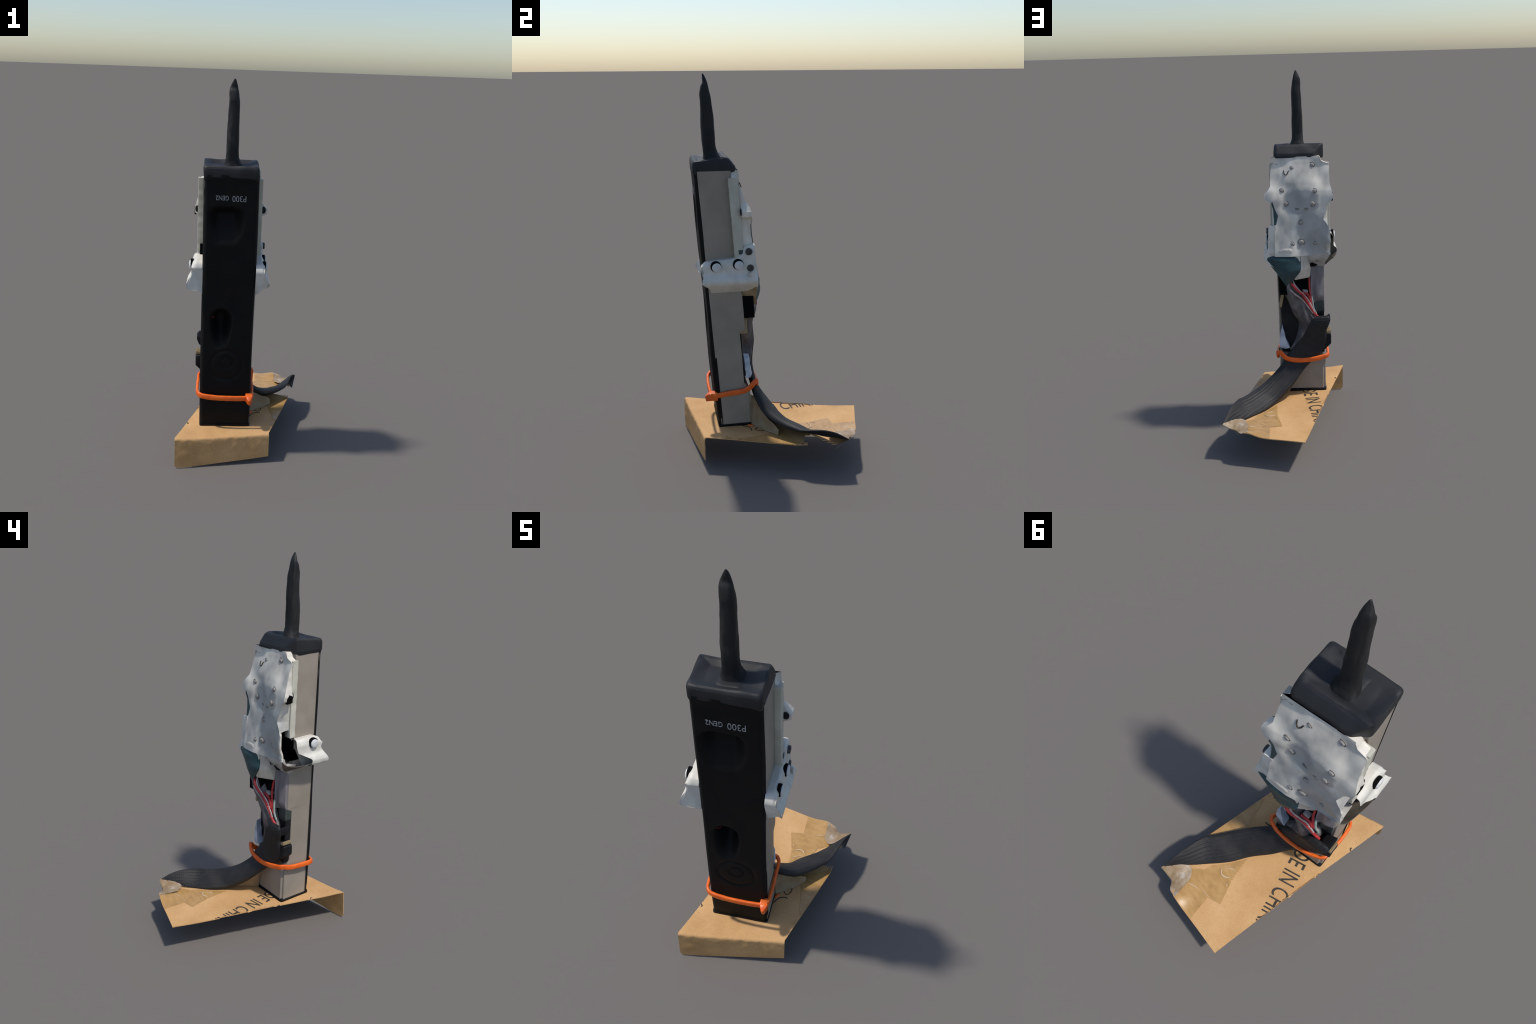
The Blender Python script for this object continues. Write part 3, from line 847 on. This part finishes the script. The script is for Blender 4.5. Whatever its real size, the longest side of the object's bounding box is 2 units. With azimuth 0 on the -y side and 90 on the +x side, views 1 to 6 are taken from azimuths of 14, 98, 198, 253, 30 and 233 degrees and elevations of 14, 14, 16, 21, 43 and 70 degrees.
def wire(name, pts, r, mat):
    add(name, tube(name, [W((p[0], p[1] - 0.005, p[2])) for p in catmull(pts, 8)], r, 8), DEV, mat, smooth=80)
wire('wire', [(0.070, 0.246, 0.845), (0.055, 0.264, 0.832), (0.030, 0.264, 0.80), (0.002, 0.252, 0.772), (-0.028, 0.238, 0.722), (-0.05, 0.230, 0.68), (-0.07, 0.226, 0.645), (-0.098, 0.222, 0.618)], 0.0075, M_RED)
wire('wire', [(0.052, 0.246, 0.852), (0.042, 0.258, 0.83), (0.022, 0.258, 0.80), (-0.008, 0.248, 0.768), (-0.032, 0.236, 0.735), (-0.054, 0.230, 0.69), (-0.068, 0.226, 0.655)], 0.0045, M_WIRE)
wire('wire', [(0.084, 0.244, 0.83), (0.070, 0.258, 0.805), (0.040, 0.254, 0.772), (0.0, 0.244, 0.738), (-0.03, 0.234, 0.695), (-0.062, 0.228, 0.65)], 0.0055, M_WIRE)
wire('wire', [(0.0, 0.236, 0.775), (-0.03, 0.232, 0.762), (-0.043, 0.226, 0.735), (-0.052, 0.226, 0.70)], 0.007, M_RED)
wire('wire', [(-0.040, 0.19, 0.88), (-0.043, 0.208, 0.84), (-0.044, 0.216, 0.79), (-0.049, 0.218, 0.745), (-0.052, 0.216, 0.70), (-0.06, 0.214, 0.67)], 0.0058, M_RED)
wire('wire', [(-0.055, 0.206, 0.745), (-0.060, 0.21, 0.71), (-0.066, 0.21, 0.67), (-0.082, 0.206, 0.635)], 0.006, material('pale_green_wire', two((0.25, 0.32, 0.28), (0.38, 0.45, 0.4)), 30, 0.5))

add('foil_flap', wobble(refine(prism('foil_flap', [(0.116, 0.565), (0.132, 0.50), (0.134, 0.435), (0.102, 0.428), (0.076, 0.437), (0.096, 0.48), (0.108, 0.53)], 0.165,
    lambda a, z: 0.187 + 0.02 * max(0, 0.125 - a) / 0.05), 0.012), 0.004, 40, 3), DEV, M_PALE, smooth=50)
bay_block('tan_strip', [(0.118, 0.675), (0.132, 0.685), (0.112, 0.80), (0.100, 0.76)], 0.15, lambda a, z: 0.195 + 0.1 * max(0, 0.128 - a), M_TAN)

# ================================================================ braided cable sleeve
def sleeve():
    # stations: outer edge, inner edge (world), half thickness.  First ones hang down the back.
    st = []
    for z, l, r, b, th in ((0.634, -0.085, -0.150, 0.232, 0.010), (0.615, -0.060, -0.160, 0.232, 0.018), (0.58, -0.030, -0.152, 0.224, 0.026), (0.54, -0.010, -0.138, 0.214, 0.026),
                           (0.50, 0.010, -0.140, 0.206, 0.024), (0.455, 0.040, -0.135, 0.200, 0.022), (0.41, 0.080, -0.110, 0.203, 0.020), (0.375, 0.106, -0.075, 0.206, 0.020)):
        st.append((W((l, b, z)), W((r, b, z)), th))
    E1 = [(0.058, -0.034, 0.326), (0.118, 0.026, 0.256), (0.168, 0.118, 0.226), (0.204, 0.196, 0.219), (0.2215, 0.237, 0.223), (0.2225, 0.335, 0.231), (0.221, 0.402, 0.221), (0.222, 0.462, 0.195)]
    E2 = [(-0.085, -0.055, 0.316), (-0.032, 0.024, 0.236), (0.026, 0.103, 0.178), (0.065, 0.197, 0.164), (0.116, 0.283, 0.158), (0.153, 0.345, 0.163), (0.187, 0.402, 0.178), (0.208, 0.452, 0.184)]
    TH = [0.024, 0.032, 0.030, 0.021, 0.014, 0.010, 0.007, 0.003]     # crown above the chord of the edges
    for p, q, t in zip(E1, E2, TH): st.append((Vector(p), Vector(q), t))
    rows = catmull([(*p, *q, t) for p, q, t in st], 18)
    C = [(Vector(r[0:3]) + Vector(r[3:6])) / 2 for r in rows]
    rings = []; length = 0.0; n = 150
    for i, r in enumerate(rows):
        p, q, th = Vector(r[0:3]), Vector(r[3:6]), r[6]
        if i: length += (C[i] - C[i - 1]).length
        tan = (C[min(i + 1, len(C) - 1)] - C[max(i - 1, 0)]).normalized()
        wv = (p - q) / 2; nn = wv.normalized().cross(tan).normalized()
        if nn.dot(EY + Vector((0, 0, 1.0))) < 0: nn = -nn
        low = min(0.014, 0.6 * th) if C[i].y < 0.2 else lerp(0.012, 0.003, smooth01((C[i].y - 0.2) / 0.06))
        ring = []
        for k in range(n):
            t = 2 * math.pi * k / n
            c, s = math.cos(t), math.sin(t)
            pw = lambda x, e: math.copysign(abs(x) ** e, x)
            pos = C[i] + wv * pw(c, 0.8) + nn * (th if s > 0 else low) * pw(s, 0.75)
            # woven relief: two crossing diagonal families
            x = pw(c, 0.8) * wv.length
            rib = math.sin((x * 1.0 + length * 0.55) * 520) * math.sin((x - length * 0.55) * 520)
            ridge = math.sin(x * 330)
            pos += (nn * s + wv.normalized() * c * 0.3) * (0.0012 * rib + 0.0009 * ridge) * (1 if C[i].y < 0.38 else 0.4)
            ring.append(pos)
        rings.append(ring)
    return skin('cable_sleeve', rings)
add('cable_sleeve', sleeve(), DEV, M_BRAID, smooth=180)

# folded black corners poking out beside the sleeve
bay_block('sleeve_corner', [(-0.11, 0.60), (-0.160, 0.628), (-0.160, 0.606), (-0.148, 0.575), (-0.10, 0.55)], 0.17, 0.234, M_DARK)
bay_block('sleeve_corner', [(-0.10, 0.40), (-0.138, 0.432), (-0.165, 0.458), (-0.166, 0.512), (-0.138, 0.52), (-0.10, 0.53)], lambda a, z: 0.150, 0.208, M_DARK)
bay_block('tan_tag', [(-0.142, 0.518), (-0.165, 0.522), (-0.165, 0.545), (-0.150, 0.538), (-0.138, 0.53)], 0.16, 0.212, M_TAN)

# ================================================================ orange cable tie
TIE = [(0.128, -0.026, 0.345), (0.06, -0.030, 0.344), (-0.04, -0.029, 0.346), (-0.114, -0.022, 0.352), (-0.146, 0.0, 0.358), (-0.152, 0.06, 0.362), (-0.150, 0.14, 0.369),
       (-0.147, 0.187, 0.384), (-0.127, 0.208, 0.382), (-0.06, 0.226, 0.374), (0.02, 0.230, 0.370), (0.09, 0.226, 0.380), (0.130, 0.219, 0.412), (0.147, 0.201, 0.406), (0.147, 0.182, 0.386),
       (0.144, 0.145, 0.366), (0.146, 0.08, 0.360), (0.144, 0.02, 0.352), (0.142, -0.006, 0.349)]
def tie():
    loop = TIE + [TIE[0]]
    pts = [W(p) for p in catmull(loop, 6)][:-1]
    return tube('cable_tie', pts, 0, 16, flat=(0.0138, 0.0075), up=(0, 0, 1), closed=True)
TIEO = add('cable_tie', wobble(tie(), 0.0012, 60, 2), DEV, M_ORANGE, smooth=60)
def tie_head():
    poly = rounded([(0.106, 0.322), (0.144, 0.320), (0.143, 0.363), (0.108, 0.365)], 0.005)
    r0 = [W((a, 0.004, z)) for a, z in poly]; r1 = [W((a, -0.026, z)) for a, z in poly]
    r2 = [W((lerp(a, 0.126, 0.2), -0.034, lerp(z, 0.342, 0.2))) for a, z in poly]
    return skin('tie_head', [r0, r1, r2])
add('tie_head', tie_head(), TIEO, M_ORANGE, smooth=35)
tail = [[W((a, b, z)) for a, b, z in ring] for ring in (
    [(0.110, -0.026, 0.362), (0.146, -0.026, 0.364), (0.146, -0.026, 0.322), (0.112, -0.026, 0.322)],
    [(0.112, -0.044, 0.358), (0.142, -0.044, 0.360), (0.142, -0.044, 0.320), (0.114, -0.044, 0.320)],
    [(0.122, -0.062, 0.345), (0.132, -0.062, 0.345), (0.134, -0.058, 0.316), (0.124, -0.058, 0.316)])]
add('tie_tail', bevelled(skin('tie_tail', tail), 0.003), TIEO, M_ORANGE, smooth=35)

# ================================================================ cardboard
def sheet_z(x, y):
    """height of the sheet's upper face: faint sag behind the device, raised at the taped corner"""
    z = 0.1625 - 0.008 * smooth01((y + 0.25) / 0.5)
    z += 0.005 * smooth01((y - 0.35) / 0.14) * smooth01((0.1 - x) / 0.3)
    z += 0.020 * math.exp(-((x - 0.075) / 0.06) ** 2 - ((y - 0.50) / 0.07) ** 2)
    z += 0.004 * math.exp(-((x + 0.21) / 0.05) ** 2 - ((y + 0.48) / 0.1) ** 2)
    z -= 0.004 * smooth01((x - 0.12) / 0.1) * smooth01((y + 0.2) / 0.3)
    z += 0.0012 * noise.noise(Vector((x * 9, y * 9, 0)))
    return z

FOLD_L, FOLD_R = Vector((-0.217, -0.486)), Vector((0.236, -0.268))
def sheet_left(y):
    return curve([(-0.49, -0.217), (0.05, -0.222), (0.4, -0.234), (0.49, -0.238)], y)[0]
def cardboard():
    n, m = 90, 150
    verts = []; rows = 0
    def jag(t, s): return 0.0016 * noise.noise(Vector((t * 60, s, 0)))
    fd = (FOLD_R - FOLD_L).normalized(); out = Vector((fd.y, -fd.x))        # outward, towards the front
    # flap: lower edge up to the fold, then the top from fold to the far edge
    for j in range(14):
        t = j / 13
        for i in range(n + 1):
            s = i / n
            p = FOLD_L.lerp(FOLD_R, s)
            low = curve([(0.0, 0.012), (0.025, 0.0), (0.2, 0.003), (0.5, 0.014), (0.8, 0.024), (1.0, 0.033)], s)[0]
            z = lerp(low, sheet_z(p.x, p.y) - 0.012, t)
            bulge = 0.012 + 0.004 * noise.noise(Vector((s * 5, t * 2, 4))) * math.sin(math.pi * t) + 0.003 * noise.noise(Vector((s * 16, t * 4, 1))) * t
            q = p + out * bulge
            verts.append((q.x, q.y, z))
        rows += 1
    for k in (1, 2, 3):                                                     # round of the fold
        th = math.pi / 2 * k / 3
        for i in range(n + 1):
            s = i / n; p = FOLD_L.lerp(FOLD_R, s)
            q = p + out * 0.012 * math.cos(th)
            verts.append((q.x, q.y, sheet_z(p.x, p.y) - 0.012 + 0.012 * math.sin(th) + 0.0016 * noise.noise(Vector((s * 22, k, 2)))))
        rows += 1
    for j in range(1, m + 1):
        v = j / m
        for i in range(n + 1):
            s = i / n
            f = FOLD_L.lerp(FOLD_R, s)
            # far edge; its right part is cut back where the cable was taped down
            far = Vector(curve([(0.0, -0.238, 0.487), (0.40, -0.095, 0.493), (0.75, 0.03, 0.50), (0.88, 0.085, 0.50), (0.93, 0.14, 0.474), (0.965, 0.20, 0.41), (1.0, 0.233, 0.25)], s))
            p = f.lerp(far, v)
            if i == 0: p.x = sheet_left(p.y) + jag(v * 3, 5)
            if i == n: p.x += jag(v * 3, 8)
            verts.append((p.x, p.y, sheet_z(p.x, p.y)))
        rows += 1
    faces = []
    for j in range(rows - 1):
        for i in range(n):
            a = j * (n + 1) + i
            faces.append((a, a + 1, a + n + 2, a + n + 1))
    me = mesh('cardboard_sheet', verts, faces)
    # thickness
    bm = bmesh.new(); bm.from_mesh(me)
    # the corner under the flattened sleeve is gone
    cut = [(0.122, 0.272, 0), (0.162, 0.338, 0), (0.196, 0.398, 0), (0.30, 0.46, 0), (0.30, 0.236, 0), (0.14, 0.236, 0)]
    def inside(p):
        n = 0
        for (x0, y0, _), (x1, y1, _) in zip(cut, cut[1:] + cut[:1]):
            if (y0 > p.y) != (y1 > p.y) and p.x < x0 + (p.y - y0) / (y1 - y0) * (x1 - x0): n += 1
        return n % 2
    bmesh.ops.delete(bm, geom=[f for f in bm.faces if inside(f.calc_center_median())], context='FACES')
    for v in bm.verts:
        if v.co.x > 0.13 and 0.222 < v.co.y < 0.25 and v.is_boundary: v.co.y = 0.237 + 0.002 * noise.noise(v.co * 60)
    up = sum((f.normal.z for f in bm.faces))
    if up < 0: bmesh.ops.reverse_faces(bm, faces=bm.faces)
    thicken(bm, 0.0045)
    bm.to_mesh(me); bm.free()
    return me
SHEET = add('cardboard_sheet', cardboard(), CARD, M_CARD, smooth=50)

def patch(name, poly, mat, lift=0.0012, cell=0.008, zf=None, thick=0.0005):
    """thin film following the sheet"""
    f = zf or (lambda x, y: sheet_z(x, y) + lift)
    r0 = [(x, y, 0) for x, y in poly]
    bm = bmesh.new()
    bm.faces.new([bm.verts.new(p) for p in r0])
    me = bpy.data.meshes.new(name); bm.to_mesh(me); bm.free()
    me = refine(me, cell)
    for v in me.vertices: v.co.z = f(v.co.x, v.co.y)
    bm = bmesh.new(); bm.from_mesh(me)
    if sum(fc.normal.z for fc in bm.faces) < 0: bmesh.ops.reverse_faces(bm, faces=bm.faces)
    if thick: thicken(bm, thick)
    bm.to_mesh(me); bm.free()
    return add(name, me, CARD, mat, smooth=60)

def zigzag(p, q, n, amp):
    p, q = Vector(p), Vector(q); d = (q - p); nn = Vector((-d.y, d.x)).normalized()
    return [tuple(p.lerp(q, k / n) + nn * (amp if k % 2 else -amp)) for k in range(n + 1)]
patch('packing_tape', [(-0.071, 0.345)] + zigzag((-0.012, 0.25), (0.033, 0.122), 18, 0.0035) + [(0.06, 0.20), (0.10, 0.275), (0.105, 0.33), (-0.006, 0.378)], M_TAPE, 0.0018)
patch('packing_tape', [(-0.046, 0.4935), (-0.012, 0.3765), (0.04, 0.352), (0.11, 0.32), (0.155, 0.375), (0.115, 0.468), (0.075, 0.498)], M_TAPE, 0.0012)
patch('packing_tape', [(0.226, -0.108), (0.233, -0.10), (0.232, 0.235), (0.20, 0.20), (0.12, 0.115)], M_TAPE, 0.0012)
patch('packing_tape', [(0.214, -0.17), (0.232, -0.165), (0.232, -0.135), (0.222, -0.14)], M_TAPE, 0.0012)

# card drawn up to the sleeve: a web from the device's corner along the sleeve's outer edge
def web(top, foot):
    rings = []
    for r in catmull([tuple(t) + tuple(f) for t, f in zip(top, foot)], 8):
        t, f = Vector(r[0:3]), Vector(r[3:6])
        line = []
        for k in range(9):
            u = k / 8
            p = t.lerp(f, u); p.z -= 0.25 * (t.z - f.z) * math.sin(math.pi * u) * u
            line.append(p + Vector((0, 0, 0.002 * noise.noise(p * 40))))
        rings.append(line)
    me = mesh('paper_web', [v for r in rings for v in r], [(i * 9 + j, i * 9 + j + 1, (i + 1) * 9 + j + 1, (i + 1) * 9 + j) for i in range(len(rings) - 1) for j in range(8)])
    bm = bmesh.new(); bm.from_mesh(me); thicken(bm, 0.001); bm.to_mesh(me); bm.free()
    return me
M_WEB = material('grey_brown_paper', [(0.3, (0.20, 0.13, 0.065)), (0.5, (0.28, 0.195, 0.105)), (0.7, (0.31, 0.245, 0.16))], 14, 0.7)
add('paper_web', web([W((0.134, 0.172, 0.345)), (0.046, -0.036, 0.306), (0.104, 0.026, 0.236), (0.130, 0.066, 0.212), (0.150, 0.10, 0.185)],
                     [W((0.138, 0.172, 0.163)), (0.070, -0.050, 0.163), (0.116, 0.018, 0.161), (0.140, 0.060, 0.160), (0.154, 0.098, 0.158)]), CARD, M_WEB, smooth=60)

add('paper_web', web([W((0.06, 0.182, 0.30)), (-0.015, -0.042, 0.285), (0.026, 0.026, 0.222), (0.062, 0.096, 0.180), (0.085, 0.140, 0.168)],
                     [W((0.09, 0.180, 0.163)), (0.010, -0.055, 0.162), (0.044, 0.016, 0.160), (0.072, 0.090, 0.157), (0.090, 0.138, 0.156)]), CARD, M_WEB, smooth=60)

# milky end of the tape bridging sleeve tip and sheet corner, with its hanging tab
def milky():
    A = [Vector(p) for p in ((0.105, 0.39, 0.162), (0.15, 0.36, 0.172), (0.19, 0.405, 0.186), (0.215, 0.452, 0.192), (0.2225, 0.472, 0.190))]
    B = [Vector(p) for p in ((0.075, 0.495, 0.176), (0.115, 0.497, 0.165), (0.15, 0.468, 0.160), (0.185, 0.470, 0.170), (0.221, 0.475, 0.186))]
    T = [Vector(p) for p in ((0.08, 0.50, 0.168), (0.117, 0.50, 0.150), (0.165, 0.45, 0.140), (0.198, 0.42, 0.142), (0.221, 0.402, 0.137))]
    rows = catmull([(*a, *b, *t) for a, b, t in zip(A, B, T)], 8)
    rings = []
    for r in rows:
        a, b, t = Vector(r[0:3]), Vector(r[3:6]), Vector(r[6:9])
        line = [a.lerp(b, k / 10) + Vector((0, 0, 0.003 * noise.noise(a.lerp(b, k / 10) * 50) + 0.0026)) for k in range(11)]
        rings.append(line)
    n = 11
    me = mesh('milky_tape', [v for r in rings for v in r], [(i * n + j, i * n + j + 1, (i + 1) * n + j + 1, (i + 1) * n + j) for i in range(len(rings) - 1) for j in range(n - 1)])
    bm = bmesh.new(); bm.from_mesh(me); thicken(bm, 0.0008); bm.to_mesh(me); bm.free()
    return me
add('milky_tape', milky(), CARD, M_MILK, smooth=60)
TAB = [(0.2225, 0.472, 0.190), (0.221, 0.402, 0.132), (0.197, 0.418, 0.140), (0.165, 0.452, 0.144), (0.117, 0.497, 0.150), (0.15, 0.47, 0.160), (0.185, 0.471, 0.170)]
def tab():
    bm = bmesh.new(); bm.faces.new([bm.verts.new(p) for p in TAB])
    bmesh.ops.triangulate(bm, faces=bm.faces)
    thicken(bm, 0.0012)
    me = bpy.data.meshes.new('tape_tab'); bm.to_mesh(me); bm.free(); return me
add('tape_tab', tab(), CARD, material('grey_tape_back', two((0.09, 0.085, 0.08), (0.15, 0.14, 0.13)), 20, 0.5), smooth=None)

# shiny creases in the tape
def crease(pts, r):
    P = [Vector((x, y, sheet_z(x, y) + 0.0024)) for x, y in [tuple(p) for p in catmull(pts, 6)]]
    n = len(P)
    add('tape_crease', tube('tape_crease', P, [r * math.sin(math.pi * (0.06 + 0.88 * i / (n - 1))) for i in range(n)], 6), CARD, M_CREASE)
crease([(0.065, 0.245), (0.045, 0.262), (0.02, 0.255), (-0.002, 0.232)], 0.0036)
crease([(0.075, 0.225), (0.05, 0.225), (0.03, 0.205), (0.012, 0.205)], 0.003)
crease([(0.10, 0.415), (0.075, 0.40), (0.04, 0.385)], 0.0026)
crease([(0.04, 0.377), (0.01, 0.374), (-0.02, 0.366)], 0.0014)
crease([(-0.008, 0.268), (-0.014, 0.272), (-0.02, 0.274)], 0.0035)

# printing on the sheet
def sheet_text():
    me = text_mesh('MADE IN CHINA', 0.083, 0.533, 0.0003, 0.004)
    u = Vector((-0.43, 0.90)).normalized(); up = Vector((-u.y, u.x))
    origin = Vector((-0.010, -0.190))
    me = refine(me, 0.01)
    for v in me.vertices:
        q = origin + u * v.co.x + up * v.co.y
        v.co = Vector((q.x, q.y, sheet_z(q.x, q.y) + 0.0009 + v.co.z))
    bm = bmesh.new(); bm.from_mesh(me)
    for co, no in (((-0.2225, 0.10, 0), (-1, -0.03, 0)), ((-0.15, -0.13, 0), (0, -1, 0))):
        bmesh.ops.bisect_plane(bm, geom=bm.verts[:] + bm.edges[:] + bm.faces[:], plane_co=co, plane_no=no, clear_outer=True)
    bm.to_mesh(me); bm.free()
    return me
add('printed_words', sheet_text(), SHEET, M_INK, smooth=None)
def inked(name, pts, w=0.005, closed=False):
    c = catmull(pts + ([pts[0]] if closed else []), 8)
    P = [Vector((p[0], p[1], sheet_z(p[0], p[1]) + 0.0008)) for p in c]
    add(name, tube(name, P, 0, 8, flat=(0.0012, w / 2)), SHEET, M_INK)
inked('printed_sign', [(0.082, -0.105), (0.090, -0.07), (0.108, -0.052), (0.128, -0.047)])
inked('printed_sign', [(0.088, -0.018), (0.113, -0.030), (0.122, 0.004), (0.104, 0.030), (0.092, 0.018)], 0.0045, True)
inked('printed_sign', [(-0.219, -0.292), (-0.208, -0.300), (-0.212, -0.306)], 0.005)
add('orange_fleck', tube('orange_fleck', [Vector((0.072, -0.075, 0.162)), Vector((0.076, -0.06, 0.163)), Vector((0.078, -0.048, 0.162))], 0.005, 8), CARD, M_ORANGE)
